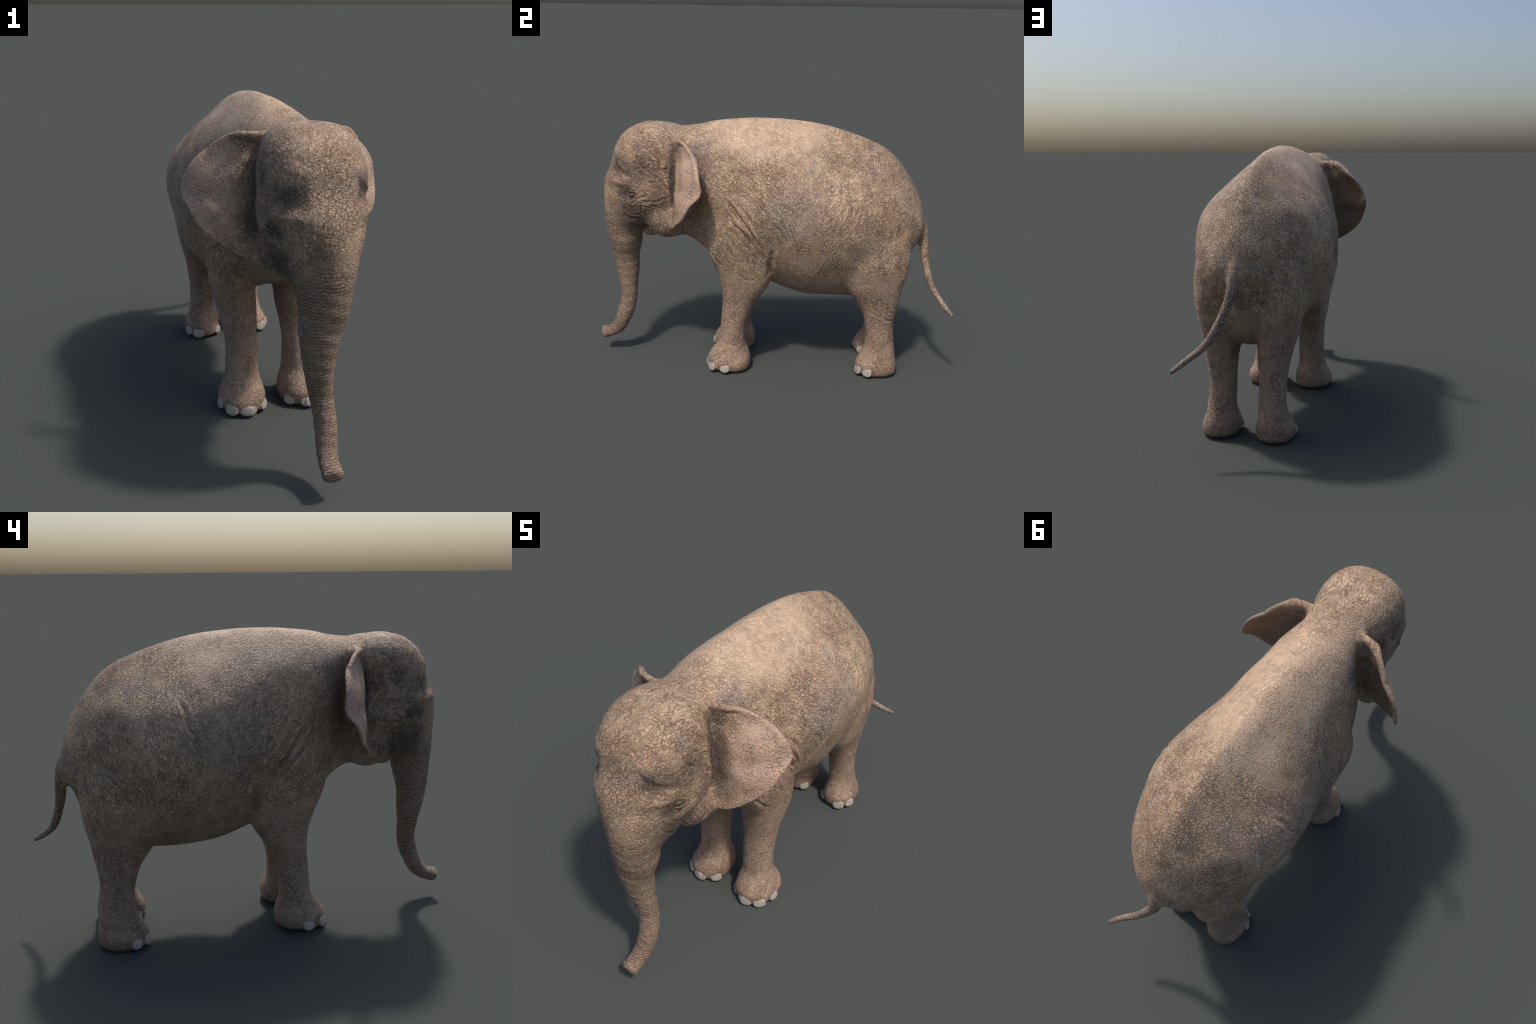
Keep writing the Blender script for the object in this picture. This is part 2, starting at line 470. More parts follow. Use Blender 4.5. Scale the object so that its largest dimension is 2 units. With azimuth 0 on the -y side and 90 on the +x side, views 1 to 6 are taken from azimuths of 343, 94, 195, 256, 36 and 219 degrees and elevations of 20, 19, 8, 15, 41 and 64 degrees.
for i in range(46):                                    # short wrinkles of cheek, temple and throat
    cy, cz = rng.uniform(-0.72, -0.53), rng.uniform(0.80, 1.22)
    ang = 0.25 * math.sin(9 * cy) + (0.15 if cz > 0.93 else 1.45) + rng.normal(0, 0.35)
    ln = rng.uniform(0.020, 0.045)
    dy, dz = math.cos(ang) * ln, math.sin(ang) * ln
    fold([(cy - dy, cz - dz), (cy + 0.2 * dz, cz + 0.2 * dy), (cy + dy, cz + dz)], rng.uniform(0.0016, 0.0032), rng.uniform(0.0035, 0.005), side=0.06)
# short creases of brow and trunk root
for pts, d, w in (
    ([(0.0, 1.262), (0.04, 1.270), (0.09, 1.258)], 0.0015, 0.004),
    ([(0.062, 1.022), (0.088, 1.020), (0.120, 1.032)], 0.0015, 0.005),
):
    fold(pts, d, w, axes=(0, 2), side=-0.74)

# --- folds of the body, seen from the side
for pts, d, w in (
    ([(-0.232, 1.015), (-0.173, 0.951), (-0.124, 0.892), (-0.089, 0.841), (-0.059, 0.786), (-0.029, 0.735)], 0.0095, 0.0085),
    ([(-0.214, 0.906), (-0.153, 0.860), (-0.104, 0.815), (-0.069, 0.755)], 0.0095, 0.008),
    ([(-0.160, 1.000), (-0.113, 0.941), (-0.079, 0.891), (-0.059, 0.825)], 0.0065, 0.008),
    ([(-0.138, 1.060), (-0.099, 1.001), (-0.059, 0.922), (-0.030, 0.85)], 0.004, 0.009),
    ([(0.345, 1.160), (0.333, 1.110), (0.318, 1.045), (0.297, 0.960), (0.270, 0.890)], 0.0040, 0.009),
    ([(0.392, 1.100), (0.371, 1.031), (0.336, 0.956), (0.30, 0.89)], 0.002, 0.008),
    ([(-0.115, 0.830), (-0.069, 0.763), (-0.035, 0.690)], 0.004, 0.008),
    ([(-0.115, 0.695), (-0.068, 0.598), (-0.050, 0.56)], 0.0035, 0.008),
    ([(-0.175, 0.610), (-0.108, 0.570), (-0.060, 0.56)], 0.0018, 0.006),
    ([(-0.330, 0.752), (-0.290, 0.694), (-0.244, 0.632)], 0.005, 0.008),
    ([(0.690, 0.740), (0.719, 0.674), (0.736, 0.630)], 0.0035, 0.008),
    ([(0.672, 0.680), (0.702, 0.610), (0.718, 0.540)], 0.0035, 0.008),
    ([(0.027, 0.750), (0.018, 0.659), (0.009, 0.570)], 0.009, 0.013),
    ([(0.618, 0.375), (0.650, 0.340), (0.692, 0.330)], 0.0030, 0.007),
    ([(0.318, 0.730), (0.283, 0.634), (0.27, 0.60)], 0.0015, 0.006),
    ([(0.220, 0.730), (0.198, 0.641), (0.195, 0.60)], 0.0012, 0.006),
    ([(0.450, 0.520), (0.500, 0.560), (0.560, 0.570)], 0.001, 0.008),
    ([(-0.250, 0.310), (-0.190, 0.285), (-0.130, 0.300)], 0.0012, 0.006),
    ([(-0.245, 0.180), (-0.190, 0.160), (-0.130, 0.180)], 0.0015, 0.007),
    ([(-0.175, 0.280), (-0.150, 0.235), (-0.140, 0.190)], 0.0030, 0.006),
    ([(0.540, 0.400), (0.590, 0.372), (0.640, 0.380)], 0.0016, 0.007),
    ([(0.560, 0.210), (0.620, 0.190), (0.690, 0.205)], 0.0012, 0.006),
    ([(0.590, 0.440), (0.585, 0.380), (0.600, 0.320)], 0.0030, 0.007),
    ([(0.640, 0.420), (0.668, 0.390), (0.690, 0.385)], 0.0030, 0.006),
):
    fold(pts, d, w)


# --- wrinkle relief: cells of a jittered lattice (F2 - F1), finer and flatter on the limbs
def hash3(I, salt):
    h = (I[:, 0] * 73856093) ^ (I[:, 1] * 19349663) ^ (I[:, 2] * 83492791) ^ (salt * 2654435761 & 0x7FFFFFFF)
    h = (h ^ (h >> 13)) * 1274126177 & 0x7FFFFFFF
    h = (h ^ (h >> 16)) * 668265263 & 0x7FFFFFFF
    return (h & 0xFFFFF) / 0xFFFFF


def cells(Q):
    """Distance to the border between lattice cells, 0 on the border."""
    I = np.floor(Q).astype(np.int64)
    f1, f2 = np.full(len(Q), 9.0), np.full(len(Q), 9.0)
    for dx in (-1, 0, 1):
        for dy in (-1, 0, 1):
            for dz in (-1, 0, 1):
                J = I + np.array([dx, dy, dz])
                D = Q - J - np.stack([hash3(J, 1), hash3(J, 2), hash3(J, 3)], 1)
                d = (D**2).sum(1)
                m = d < f1
                f2 = np.where(m, f1, np.minimum(f2, d))
                f1 = np.where(m, d, f1)
    return np.sqrt(f2) - np.sqrt(f1)


def warp(Q, amount, freq):
    return Q + amount * np.stack([np.sin(freq * Q[:, 1] + 1.3) + np.sin(1.7 * freq * Q[:, 2]), np.sin(freq * Q[:, 2] + 0.4) + np.sin(1.9 * freq * Q[:, 0]), np.sin(freq * Q[:, 0] + 2.1) + np.sin(1.6 * freq * Q[:, 1])], 1)


N = normals(P)
AX = np.abs(P[:, 0])
head_m = smooth01(-0.50, -0.62, P[:, 1]) * smooth01(0.78, 0.85, P[:, 2])
trunk_m = smooth01(0.95, 0.80, P[:, 2]) * smooth01(-0.68, -0.74, P[:, 1])
ear_m = smooth01(0.15, 0.19, AX) * smooth01(-0.29, -0.33, P[:, 1]) * smooth01(-0.54, -0.50, P[:, 1]) * smooth01(0.80, 0.84, P[:, 2])
tail_m = smooth01(0.835, 0.86, P[:, 1])
calm = 1 - np.clip(0.9 * ear_m + 0.6 * tail_m + trunk_m * 0.7, 0, 1)
W = warp(P, 0.012, 17.0)
coarse = cells(W * np.array([1, 1, 0.8]) * 56)
relief = -0.0012 * np.exp(-(coarse / 0.16) ** 2) * calm * (0.15 + 0.9 * head_m)
s_t = P[:, 2] - 0.8 * np.clip(-0.86 - P[:, 1], 0, 1) * smooth01(0.3, 0.2, P[:, 2])
ring = np.sin(2 * math.pi * (s_t / 0.0155 + 0.35 * np.sin(38 * P[:, 0] + 21 * s_t) + 0.3 * np.sin(90 * P[:, 1] + 9 * s_t)))
relief += trunk_m * (-0.0009 * np.clip(ring, -0.3, 1)) * (0.55 + 0.45 * np.sin(31 * s_t + 17 * P[:, 0])) * (1 - 0.4 * smooth01(0.5, 0.8, P[:, 2]))
big = np.sin(2 * math.pi * (s_t / 0.055 + 0.3 * np.sin(23 * P[:, 0])))
relief += trunk_m * 0.0008 * big
lump = warp(P, 0.02, 9.0) * 21
relief += 0.0022 * calm * (np.sin(lump[:, 0]) * np.sin(lump[:, 1] + 1) * np.sin(lump[:, 2] + 2))
P = P + N * relief[:, None]
P[:, 2] = np.maximum(P[:, 2], 0.0)
N = normals(P)


# ------------------------------------------------------------------ materials
class Nodes:
    """Small writing aid for node trees."""
    def __init__(self, name):
        self.mat = bpy.data.materials.new(name)
        self.mat.use_nodes = True
        self.t = self.mat.node_tree
        self.t.nodes.clear()
        self.out = self.t.nodes.new("ShaderNodeOutputMaterial")
        self.bsdf = self.t.nodes.new("ShaderNodeBsdfPrincipled")
        self.t.links.new(self.bsdf.outputs[0], self.out.inputs[0])

    def put(self, node, key, val):
        if hasattr(val, "is_output"):
            self.t.links.new(val, node.inputs[key])
        elif val is not None:
            node.inputs[key].default_value = val

    def math(self, op, a, b=None, c=None, clamp=False):
        n = self.t.nodes.new("ShaderNodeMath")
        n.operation, n.use_clamp = op, clamp
        for i, v in enumerate((a, b, c)):
            self.put(n, i, v)
        return n.outputs[0]

    def vmath(self, op, a, b=None):
        n = self.t.nodes.new("ShaderNodeVectorMath")
        n.operation = op
        self.put(n, 0, a)
        self.put(n, 1, b)
        return n.outputs["Value"] if op in ("LENGTH", "DISTANCE") else n.outputs[0]

    def ramp(self, v, a, b, lo=0.0, hi=1.0):
        n = self.t.nodes.new("ShaderNodeMapRange")
        n.interpolation_type = "SMOOTHSTEP"
        for i, x in enumerate((v, a, b, lo, hi)):
            self.put(n, i, x)
        return n.outputs[0]

    def mix(self, f, a, b, mode="MIX"):
        n = self.t.nodes.new("ShaderNodeMix")
        n.data_type, n.blend_type = "RGBA", mode
        self.put(n, 0, f)
        self.put(n, 6, (*a, 1) if isinstance(a, tuple) else a)
        self.put(n, 7, (*b, 1) if isinstance(b, tuple) else b)
        return n.outputs[2]

    def coords(self):
        return self.t.nodes.new("ShaderNodeTexCoord").outputs["Object"]

    def mapping(self, v, scale=(1, 1, 1), rot=(0, 0, 0), loc=(0, 0, 0)):
        n = self.t.nodes.new("ShaderNodeMapping")
        self.put(n, 0, v)
        self.put(n, 1, loc)
        self.put(n, 2, rot)
        self.put(n, 3, scale)
        return n.outputs[0]

    def noise(self, v, scale, detail=3.0, rough=0.55, distort=0.0, color=False):
        n = self.t.nodes.new("ShaderNodeTexNoise")
        for k_, x in (("Vector", v), ("Scale", scale), ("Detail", detail), ("Roughness", rough), ("Distortion", distort)):
            self.put(n, k_, x)
        return n.outputs["Color" if color else "Fac"]

    def voronoi(self, v, scale, feature="DISTANCE_TO_EDGE", rand=1.0):
        n = self.t.nodes.new("ShaderNodeTexVoronoi")
        n.feature = feature
        for k_, x in (("Vector", v), ("Scale", scale), ("Randomness", rand)):
            self.put(n, k_, x)
        return n.outputs["Distance"]

    def bump(self, h, strength, distance):
        n = self.t.nodes.new("ShaderNodeBump")
        self.put(n, "Height", h)
        self.put(n, "Strength", strength)
        self.put(n, "Distance", distance)
        return n.outputs[0]


def jitter(m, v, scale, amount):
    """Coordinates shaken by noise, so that no pattern runs straight."""
    n = m.vmath("SUBTRACT", m.noise(v, scale, 2.0, color=True), (0.5, 0.5, 0.5))
    s_ = m.t.nodes.new("ShaderNodeVectorMath")
    s_.operation = "SCALE"
    m.put(s_, 0, n)
    s_.inputs["Scale"].default_value = amount
    return m.vmath("ADD", v, s_.outputs[0])


def skin_material():
    m = Nodes("elephant_skin")
    v = m.coords()
    sep = m.t.nodes.new("ShaderNodeSeparateXYZ")
    m.put(sep, 0, v)
    x, y, z = sep.outputs
    ax = m.math("ABSOLUTE", x)
    mv = m.t.nodes.new("ShaderNodeCombineXYZ")
    m.put(mv, 0, ax), m.put(mv, 1, y), m.put(mv, 2, z)
    sym = mv.outputs[0]                                      # mirrored coordinates, for marks both sides share

    def near(c, r, soft=1.0, wob=0.35):
        """Mask of a patch round a place, with a ragged border."""
        d = m.vmath("SUBTRACT", sym, c)
        d = m.vmath("DIVIDE", d, r)
        l = m.math("ADD", m.vmath("LENGTH", d), m.math("MULTIPLY", m.math("SUBTRACT", big, 0.5), wob * 3))
        return m.ramp(l, 1.0 + 0.5 * soft, 1.0 - 0.5 * soft)

    big = m.noise(v, 6.0, 4.0, 0.6)
    mid = m.noise(v, 19.0, 4.0, 0.6)
    fine = m.noise(v, 85.0, 3.0, 0.6)

    trunk = m.math("MULTIPLY", m.ramp(z, 0.98, 0.80), m.ramp(y, -0.69, -0.74))
    ear = m.math("MULTIPLY", m.math("MULTIPLY", m.ramp(ax, 0.21, 0.27), m.ramp(y, -0.295, -0.315)), m.ramp(z, 0.86, 0.92))
    leg = m.ramp(z, 0.66, 0.48)
    leg = m.math("MULTIPLY", leg, m.math("SUBTRACT", 1.0, trunk))
    head = m.math("MULTIPLY", m.ramp(y, -0.46, -0.56), m.ramp(z, 0.70, 0.80))
    tail = m.ramp(y, 0.835, 0.87)

    # --- wrinkle patterns
    j1 = jitter(m, v, 26.0, 0.022)
    j2 = jitter(m, v, 55.0, 0.014)

    def along(src, tilt, squeeze, side=1.0):
        """Coordinates stretched along a direction that leans by tilt from upright towards the tail."""
        return m.mapping(m.mapping(src, rot=(tilt, 0, 0)), scale=(side, 1.0, squeeze))

    def creases(src, scale, width, detail=2.0):
        """Thin meandering lines: where a noise crosses its middle value."""
        n = m.noise(src, scale, detail, 0.5)
        return m.ramp(m.math("ABSOLUTE", m.math("SUBTRACT", n, 0.5)), width, 0.0)

    mixf = lambda f, a, b: m.math("ADD", m.math("MULTIPLY", a, m.math("SUBTRACT", 1.0, f)), m.math("MULTIPLY", b, f))
    peak = lambda *a: a[0] if len(a) == 1 else m.math("MAXIMUM", a[0], peak(*a[1:]))
    times = lambda a, b: m.math("MULTIPLY", a, b)
    amount = lambda f, gain, base: m.math("MULTIPLY_ADD", f, gain, base)

    patchy = m.ramp(m.noise(v, 10.0, 3.0, 0.6), 0.38, 0.62)                # wrinkles come and go
    patchy2 = m.ramp(m.noise(m.mapping(v, loc=(3.1, 1.7, 5.3)), 12.0, 3.0, 0.6), 0.38, 0.62)
    hips = m.ramp(y, 0.12, 0.32)
    hind = m.ramp(y, 0.20, 0.40)
    lean_a = creases(along(j2, 0.50, 0.34), 58.0, 0.045)                    # up and back
    lean_b = creases(along(j2, -0.75, 0.36), 60.0, 0.045)                   # down and back
    level = creases(along(j2, 1.45, 0.36), 64.0, 0.045)                     # lying flat
    upright = creases(along(j2, 0.0, 0.36), 58.0, 0.045)
    grain = m.noise(v, 115.0, 4.0, 0.65)
    net = m.ramp(m.voronoi(jitter(m, v, 34.0, 0.028), 34.0), 0.075, 0.0)    # irregular net
    hide_a = m.ramp(m.voronoi(along(j2, 0.52, 0.36), 74.0), 0.15, 0.01)      # small cells of the hide, drawn out
    hide_b = m.ramp(m.voronoi(along(j2, -0.85, 0.36), 76.0), 0.15, 0.01)
    hide_c = m.ramp(m.voronoi(jitter(m, v, 50.0, 0.022), 58.0), 0.14, 0.015)
    long_a = creases(along(j1, 0.48, 0.16), 40.0, 0.036, 1.5)     # a few long folds
    long_b = creases(along(j1, -0.62, 0.16), 42.0, 0.036, 1.5)
    wave = m.t.nodes.new("ShaderNodeTexWave")                              # trunk: rings
    wave.wave_type, wave.bands_direction, wave.wave_profile = "BANDS", "Z", "SIN"
    tip = m.math("MULTIPLY", m.math("MAXIMUM", m.math("SUBTRACT", -0.86, y), 0.0), m.math("MULTIPLY", m.ramp(z, 0.30, 0.20), -0.8))
    tv = m.t.nodes.new("ShaderNodeCombineXYZ")
    m.put(tv, 0, x), m.put(tv, 1, y), m.put(tv, 2, m.math("ADD", z, tip))
    m.put(wave, "Vector", tv.outputs[0])
    for k_, val in (("Scale", 23.0), ("Distortion", 7.0), ("Detail", 3.0), ("Detail Scale", 2.6), ("Detail Roughness", 0.65)):
        wave.inputs[k_].default_value = val
    ring = m.ramp(wave.outputs["Fac"], 0.40, 0.05)

    body_line = peak(times(lean_a, mixf(hips, amount(patchy, 0.45, 0.10), amount(patchy, 0.35, 0.55))), times(lean_b, mixf(hips, amount(patchy2, 0.35, 0.55), amount(patchy2, 0.50, 0.10))),
                     times(long_a, times(hips, amount(patchy2, 0.70, 0.30))), times(long_b, times(m.math("SUBTRACT", 1.0, hips), amount(patchy, 0.70, 0.30))), times(mixf(hips, hide_b, hide_a), amount(patchy2, 0.30, 0.26)))
    leg_line = peak(times(mixf(hind, lean_a, upright), amount(patchy, 0.40, 0.40)), times(level, amount(patchy2, 0.40, 0.30)), times(net, times(hind, amount(patchy, 0.6, 0.3))), times(mixf(hind, hide_b, hide_c), amount(patchy, 0.2, 0.22)))
    brow_ = near((0.0, -0.86, 1.12), (0.14, 0.14, 0.17), 1.0)
    head_line = peak(times(net, amount(brow_, 0.70, times(patchy2, 0.15))), times(level, amount(patchy, 0.50, 0.40)), times(lean_b, amount(patchy2, 0.55, 0.20)), times(upright, times(patchy2, 0.60)), times(hide_c, times(patchy, 0.35)))
    line = mixf(leg, body_line, leg_line)
    line = mixf(head, line, head_line)
    line = mixf(trunk, line, peak(times(ring, amount(patchy, 0.40, 0.60)), times(level, 0.55), times(lean_b, times(patchy2, 0.3)), times(net, 0.45)))
    line = m.math("MULTIPLY", line, m.math("SUBTRACT", 1.0, m.math("MULTIPLY", ear, 0.80)))
    # the saddle of the back is smoother
    back = near((0.10, -0.02, 1.36), (0.22, 0.40, 0.16), 0.9)
    line = m.math("MULTIPLY", line, m.math("SUBTRACT", 1.0, m.math("MULTIPLY", back, 0.55)))

    # --- colours
    tan_, pale, brown, grey, pink = (0.490, 0.330, 0.214), (0.680, 0.480, 0.325), (0.325, 0.215, 0.142), (0.420, 0.332, 0.275), (0.620, 0.405, 0.295)
    col = m.mix(m.ramp(big, 0.35, 0.68), tan_, (0.58, 0.41, 0.275))
    col = m.mix(m.math("MULTIPLY", m.ramp(mid, 0.50, 0.72), 0.28), col, brown)
    col = m.mix(m.math("MULTIPLY", m.ramp(m.noise(v, 9.0, 3.0, 0.6, 0.6), 0.52, 0.70), 0.5), col, grey)
    col = m.mix(m.math("MULTIPLY", back, m.ramp(mid, 0.25, 0.55)), col, pale)
    col = m.mix(m.math("MULTIPLY", near((0.33, 0.42, 1.02), (0.16, 0.13, 0.17), 1.0), 0.75), col, pale)
    col = m.mix(m.math("MULTIPLY", near((0.30, 0.16, 0.97), (0.14, 0.17, 0.13), 1.0), 0.55), col, (0.45, 0.335, 0.280))
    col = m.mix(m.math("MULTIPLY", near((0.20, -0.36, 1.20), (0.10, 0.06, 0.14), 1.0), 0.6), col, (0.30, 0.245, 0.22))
    col = m.mix(m.math("MULTIPLY", trunk, 0.75), col, m.mix(mid, (0.39, 0.275, 0.192), (0.27, 0.19, 0.135)))
    col = m.mix(m.math("MULTIPLY", leg, 0.65), col, m.mix(mid, (0.47, 0.32, 0.23), (0.35, 0.235, 0.17)))
    foot = m.ramp(z, 0.12, 0.03)
    col = m.mix(m.math("MULTIPLY", foot, 0.45), col, (0.30, 0.180, 0.130))
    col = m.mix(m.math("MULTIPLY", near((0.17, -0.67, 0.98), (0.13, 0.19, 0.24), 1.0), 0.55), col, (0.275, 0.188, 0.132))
    # dark patches in the hollows of face and ear root
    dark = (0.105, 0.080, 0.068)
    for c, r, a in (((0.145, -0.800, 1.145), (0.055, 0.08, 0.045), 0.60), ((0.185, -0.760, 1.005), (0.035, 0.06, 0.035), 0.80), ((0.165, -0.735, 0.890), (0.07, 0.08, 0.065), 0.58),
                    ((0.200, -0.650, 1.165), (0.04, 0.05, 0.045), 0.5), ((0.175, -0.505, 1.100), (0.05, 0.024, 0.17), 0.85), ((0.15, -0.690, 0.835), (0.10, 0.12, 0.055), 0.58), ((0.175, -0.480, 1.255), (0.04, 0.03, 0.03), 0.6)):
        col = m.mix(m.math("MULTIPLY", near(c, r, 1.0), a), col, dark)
    col = m.mix(m.math("MULTIPLY", near((0.12, -0.86, 1.07), (0.05, 0.05, 0.03), 1.0), 0.45), col, (0.42, 0.29, 0.21))
    # ears: pink, thickly freckled
    fv = m.mapping(jitter(m, v, 45.0, 0.018), scale=(0.62, 1, 1.15), rot=(0, 0.5, 0))
    spots = m.ramp(m.voronoi(fv, 108.0, "F1"), 0.58, 0.26)
    spots = m.math("MULTIPLY", spots, m.ramp(m.noise(v, 15.0, 3.0), 0.30, 0.62))
    geo = m.t.nodes.new("ShaderNodeNewGeometry")
    ns = m.t.nodes.new("ShaderNodeSeparateXYZ")
    m.put(ns, 0, geo.outputs["Normal"])
    earfront = m.math("MULTIPLY", m.ramp(ns.outputs[1], 0.15, -0.15), ear)
    earcol = m.mix(m.ramp(m.noise(v, 12.0, 4.0, 0.65), 0.36, 0.64), (0.50, 0.355, 0.255), pink)
    earcol = m.mix(m.math("MULTIPLY", spots, 0.78), earcol, (0.21, 0.125, 0.095))
    col = m.mix(m.math("MULTIPLY", earfront, m.ramp(ax, 0.22, 0.29)), col, earcol)
    earback = m.math("SUBTRACT", ear, earfront)
    col = m.mix(m.math("MULTIPLY", earback, 0.7), col, m.mix(mid, (0.30, 0.20, 0.15), (0.20, 0.135, 0.10)))
    col = m.mix(m.math("MULTIPLY", tail, 0.6), col, m.mix(m.ramp(fine, 0.42, 0.58), (0.42, 0.32, 0.26), (0.15, 0.11, 0.09)))
    # specks, and the shadow inside the cracks tinted into the colour
    col = m.mix(m.math("MULTIPLY", m.ramp(fine, 0.55, 0.75), 0.30), col, m.mix(1.0, col, (0.55, 0.50, 0.48), "MULTIPLY"))
    col = m.mix(m.math("MULTIPLY", m.ramp(grain, 0.52, 0.66), 0.22), col, m.mix(1.0, col, (0.50, 0.46, 0.44), "MULTIPLY"))
    col = m.mix(m.math("MULTIPLY", line, 0.84), col, m.mix(1.0, col, (0.26, 0.225, 0.21), "MULTIPLY"))
    m.put(m.bsdf, "Base Color", col)

    h = m.math("MULTIPLY", line, -1.15)
    h = m.math("ADD", h, m.math("MULTIPLY", fine, 0.55))
    h = m.math("ADD", h, m.math("MULTIPLY", grain, -0.55))
    h = m.math("ADD", h, m.math("MULTIPLY", m.math("MULTIPLY", spots, ear), -0.12))
    m.put(m.bsdf, "Normal", m.bump(h, m.math("SUBTRACT", 0.95, m.math("MULTIPLY", leg, 0.10)), 0.0058))
    m.put(m.bsdf, "Roughness", m.math("MULTIPLY_ADD", line, 0.25, 0.50))
    m.put(m.bsdf, "Specular IOR Level", 0.45)
    return m.mat


def nail_material():
    m = Nodes("toenail_horn")
    v = m.coords()
    n = m.noise(m.mapping(v, scale=(1, 1, 2.5)), 60.0, 4.0, 0.6)
    col = m.mix(m.ramp(n, 0.35, 0.7), (0.42, 0.375, 0.325), (0.30, 0.26, 0.215))
    m.put(m.bsdf, "Base Color", col)
    m.put(m.bsdf, "Roughness", 0.45)
    m.put(m.bsdf, "Normal", m.bump(n, 0.3, 0.002))
    return m.mat


def plain_material(name, color, rough, noise_scale=70.0, dark=0.6, coat=0.0):
    m = Nodes(name)
    n = m.noise(m.coords(), noise_scale, 4.0, 0.6)
    m.put(m.bsdf, "Base Color", m.mix(m.ramp(n, 0.35, 0.7), color, tuple(c * dark for c in color)))
    m.put(m.bsdf, "Roughness", rough)
    m.put(m.bsdf, "Coat Weight", coat)
    m.put(m.bsdf, "Normal", m.bump(n, 0.3, 0.002))
    return m.mat


def eye_material():
    """Amber iris round a black pupil, in the eyeball's own coordinates (+x looks out)."""
    m = Nodes("amber_eye")
    sep = m.t.nodes.new("ShaderNodeSeparateXYZ")
    v = m.coords()
    m.put(sep, 0, v)
    r = m.math("SQRT", m.math("ADD", m.math("POWER", sep.outputs[1], 2.0), m.math("POWER", sep.outputs[2], 2.0)))
    iris = m.mix(m.noise(v, 300.0, 2.0), (0.20, 0.075, 0.016), (0.09, 0.035, 0.010))
    col = m.mix(m.ramp(r, 0.0046, 0.0053), (0.004, 0.003, 0.003), iris)
    col = m.mix(m.ramp(r, 0.0110, 0.0125), col, (0.05, 0.035, 0.025))
    m.put(m.bsdf, "Base Color", col)
    m.put(m.bsdf, "Roughness", 0.08)
    m.put(m.bsdf, "Coat Weight", 1.0)
    return m.mat


SKIN, NAIL = skin_material(), nail_material()
EYE = eye_material()
LID = plain_material("dark_eyelid_skin", (0.115, 0.080, 0.045), 0.5, 160.0)
MOUTH = plain_material("mouth_lining", (0.33, 0.185, 0.155), 0.35, 45.0, 0.7)

# ------------------------------------------------------------------ part the skin by anatomy
FACES = np.empty(len(skin.loops), int)
skin.loops.foreach_get("vertex_index", FACES)
FACES = FACES.reshape(-1, 4)
FC = P[FACES].mean(1)
fx, fy, fz = np.abs(FC[:, 0]), FC[:, 1], FC[:, 2]
label = np.full(len(FC), "torso", dtype="U12")
label[fy < -0.315 - 0.10 * (1.38 - fz)] = "neck"
label[fy < -0.44 - 0.09 * (1.34 - fz)] = "head"
label[(fz < 0.86 - 0.5 * (fy + 0.92)) & (fy < -0.705) & ~((fz > 0.74) & (fy > -0.735))] = "trunk"
label[(fz < 0.50 + 0.65 * (fx - 0.04)) & (fy < 0.035) & (fy > -0.40)] = "front_leg"
label[(fz < 0.42 + 0.90 * (fx - 0.03)) & (fy > 0.38) & (fy < 0.80)] = "hind_leg"
d_tail, _ = polyline_distance(FC, np.array(TAIL)[1:, :3])
label[(d_tail < 0.05) & ((fy > 0.838) | ((fz < 0.80) & (fy > 0.815)))] = "tail"
cand = np.nonzero((fx > 0.14) & (fy < -0.30) & (fy > -0.58) & (fz > 0.80) & (fz < 1.33))[0]
grid = mid.reshape(-1, 3)
gu = np.tile(np.linspace(0, 1, NU), NV)
Q = FC[cand] * np.array([0, 1, 1]) + np.stack([fx[cand], 0 * cand, 0 * cand], 1)
for part in np.array_split(np.arange(len(cand)), max(1, len(cand) // 2000)):
    d2 = ((Q[part][:, None] - grid[None]) ** 2).sum(2)
    j = d2.argmin(1)
    label[cand[part][(gu[j] > 0.22) & (d2.min(1) < 0.030**2)]] = "ear"
side_of = np.where(np.isin(label, ["ear", "front_leg", "hind_leg"]), np.where(FC[:, 0] > 0, 1, -1), 0)

elephant = bpy.data.objects.new("elephant", None)
elephant.empty_display_size = 0.3
bpy.context.scene.collection.objects.link(elephant)
elephant["label"] = "wrinkled brown-grey walking elephant, trunk lowered, pale toenails"
elephant["category"] = "elephant"


def link(name, me, parent, loc=None):
    ob = bpy.data.objects.new(name, me)
    bpy.context.scene.collection.objects.link(ob)
    ob.parent = parent
    if loc is not None:
        ob.location = loc
    return ob


parts = {}
for name in ("torso", "neck", "head", "trunk", "ear", "front_leg", "hind_leg", "tail"):
    for s_ in sorted(set(side_of[label == name]), reverse=True):
        sel = FACES[(label == name) & (side_of == s_)]
        used, inv = np.unique(sel, return_inverse=True)
        me = bpy.data.meshes.new(name)
        me.from_pydata(P[used].tolist(), [], inv.reshape(-1, 4).tolist())
        me.polygons.foreach_set("use_smooth", np.ones(len(sel), bool))
        me.materials.append(SKIN)
        me.normals_split_custom_set_from_vertices(N[used].tolist())
        parts[name, int(s_)] = link(name, me, elephant)
bpy.data.meshes.remove(skin)


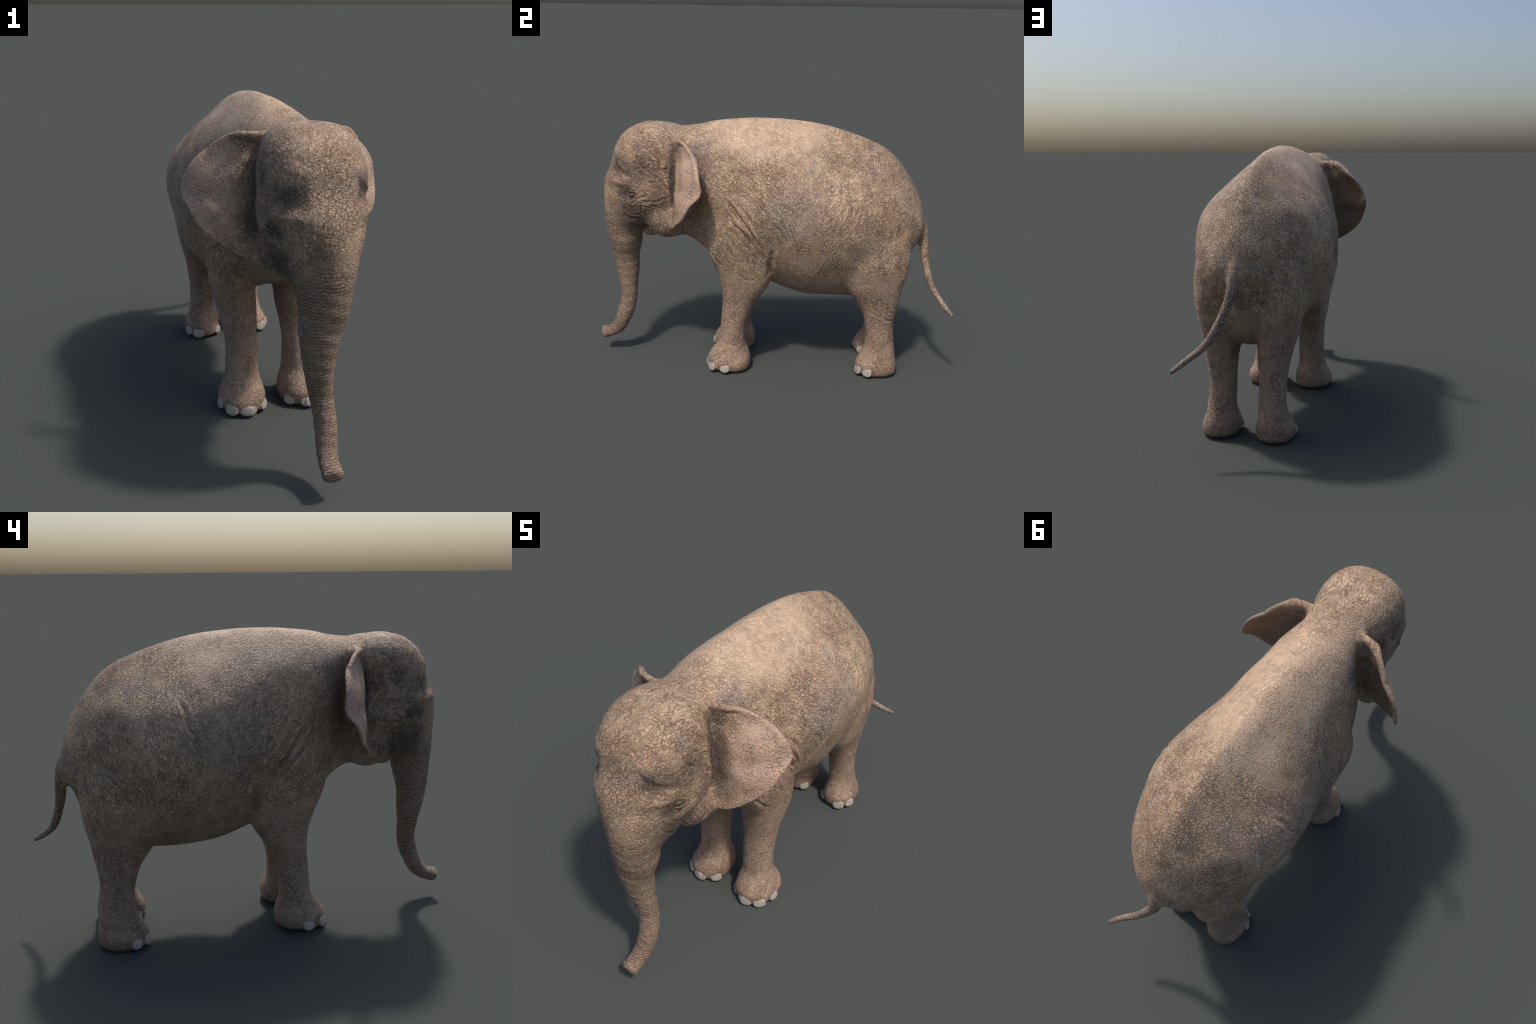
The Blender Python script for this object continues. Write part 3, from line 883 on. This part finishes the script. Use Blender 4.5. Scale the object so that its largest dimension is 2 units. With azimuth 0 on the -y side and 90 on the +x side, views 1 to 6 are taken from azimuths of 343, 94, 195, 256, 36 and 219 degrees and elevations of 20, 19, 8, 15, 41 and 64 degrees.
# ------------------------------------------------------------------ toenails
def dome_mesh(name, a, b, c, mat_, power=2.4, nu=28, nv=9):
    """Flattened pad: outline a super-ellipse a by b in the local y-z plane, bulging along +x by c."""
    verts, faces = [], []
    for i in range(nv + 1):
        t = i / nv * math.pi / 2
        for k_ in range(nu):
            w_ = 2 * math.pi * k_ / nu
            cy, cz = math.cos(w_), math.sin(w_)
            rr = math.cos(t) ** 0.7 if i < nv else 0.0
            verts.append((c * (math.sin(t) ** 0.8) , a * rr * math.copysign(abs(cy) ** (2 / power), cy), b * rr * math.copysign(abs(cz) ** (2 / power), cz)))
    n_ = len(verts)
    for k_ in range(nu):
        verts.append((-0.012, verts[k_][1] * 0.95, verts[k_][2] * 0.95))
    for i in range(nv):
        for k_ in range(nu):
            k2 = (k_ + 1) % nu
            faces.append((i * nu + k_, i * nu + k2, (i + 1) * nu + k2, (i + 1) * nu + k_))
    for k_ in range(nu):
        k2 = (k_ + 1) % nu
        faces.append((n_ + k_, n_ + k2, k2, k_))
    faces.append(tuple(n_ + k_ for k_ in range(nu))[::-1])
    me = bpy.data.meshes.new(name)
    me.from_pydata(verts, [], faces)
    bm = bmesh.new()
    bm.from_mesh(me)
    bmesh.ops.remove_doubles(bm, verts=bm.verts, dist=1e-6)
    bmesh.ops.recalc_face_normals(bm, faces=bm.faces)
    bm.to_mesh(me)
    bm.free()
    me.polygons.foreach_set("use_smooth", np.ones(len(me.polygons), bool))
    me.materials.append(mat_)
    return me


def surface_at(origin, direction, pts, reach=0.02):
    """How far the skin reaches from a point along a horizontal direction."""
    d = np.array(direction)
    q = pts - np.array(origin)
    along = q @ d
    off = np.linalg.norm(q - along[:, None] * d, axis=1)
    m = (off < reach) & (along > 0)
    return along[m].max() if m.any() else 0.1


nail_me = dome_mesh("toenail", 0.0310, 0.0255, 0.0080, NAIL)
for leg_name, centre, angles in (("front_leg", (0.145, -0.215), (-8, -50, -95, -139)), ("hind_leg", (0.137, 0.608), (-27, -64, -109, -139))):
    for sx in (1, -1):
        for ang in angles:
            t = math.radians(ang)
            d = np.array([math.cos(t) * sx, math.sin(t) * 1.12, 0.0])
            d /= np.linalg.norm(d)
            o = np.array([centre[0] * sx, centre[1], 0.034])
            r = surface_at(o, d, P, 0.012)
            p = o + d * (r - 0.0025)
            ob = link("toenail", nail_me, parts[leg_name, sx], p)
            k_ = 1.0 + 0.08 * (rng.random() - 0.5)
            if ang in (-8, -27, -139):
                k_ *= 0.9
            ob.rotation_euler = (0.06 * (rng.random() - 0.5), math.radians(-14), math.atan2(d[1], d[0]))
            ob.scale = (1.0, k_, k_ * (1 + 0.06 * (rng.random() - 0.5)))

# ------------------------------------------------------------------ eyes
def ball(name, r, mat_, seg=28):
    me = bpy.data.meshes.new(name)
    bm = bmesh.new()
    bmesh.ops.create_uvsphere(bm, u_segments=seg, v_segments=seg // 2, radius=r)
    bm.to_mesh(me)
    bm.free()
    me.polygons.foreach_set("use_smooth", np.ones(len(me.polygons), bool))
    me.materials.append(mat_)
    return me


def lid_mesh(sign):
    """Crescent of skin over (or under) the eyeball: local +x out, y along the eye, z up."""
    verts, faces = [], []
    na, nb = 22, 12
    for i in range(na):
        s_ = -1 + 2 * i / (na - 1)
        yy = 0.030 * s_
        zz = sign * 0.0092 * (1 - s_ * s_) - 0.0025 * s_
        xx = 0.0150 - 0.013 * s_ * s_
        rr = 0.0066 * (1 - 0.75 * s_ * s_)
        for k_ in range(nb):
            w_ = 2 * math.pi * k_ / nb
            verts.append((xx + rr * math.cos(w_), yy, zz + sign * 0.002 + rr * math.sin(w_)))
    for i in range(na - 1):
        for k_ in range(nb):
            k2 = (k_ + 1) % nb
            faces.append((i * nb + k_, i * nb + k2, (i + 1) * nb + k2, (i + 1) * nb + k_))
    me = bpy.data.meshes.new("eyelid")
    me.from_pydata(verts, [], faces)
    bm = bmesh.new()
    bm.from_mesh(me)
    bmesh.ops.holes_fill(bm, edges=bm.edges)
    bmesh.ops.recalc_face_normals(bm, faces=bm.faces)
    bm.to_mesh(me)
    bm.free()
    me.polygons.foreach_set("use_smooth", np.ones(len(me.polygons), bool))
    me.materials.append(LID)
    return me


head = parts["head", 0]
eye_me, lids = ball("eye", 0.0175, EYE), (lid_mesh(1), lid_mesh(-1))
for sx in (1, -1):
    look = np.array([0.86 * sx, -0.50, 0.0])
    o = np.array([0.05 * sx, -0.655, 1.012])
    r = surface_at(o, look, P, 0.014)
    c = o + look * (r - 0.0130)
    rz = math.atan2(look[1], look[0])
    e = link("eye", eye_me, head, c)
    e.rotation_euler = (0, 0, rz)
    for me in lids:
        l = link("eyelid", me, head, c)
        l.rotation_euler = (0.12 * sx, 0, rz)

# ------------------------------------------------------------------ mouth: the lining between lip and trunk
me = ball("mouth_lining", 1.0, MOUTH)
ob = link("mouth_lining", me, head, (0, -0.672, 0.793))
ob.scale = (0.058, 0.034, 0.018)
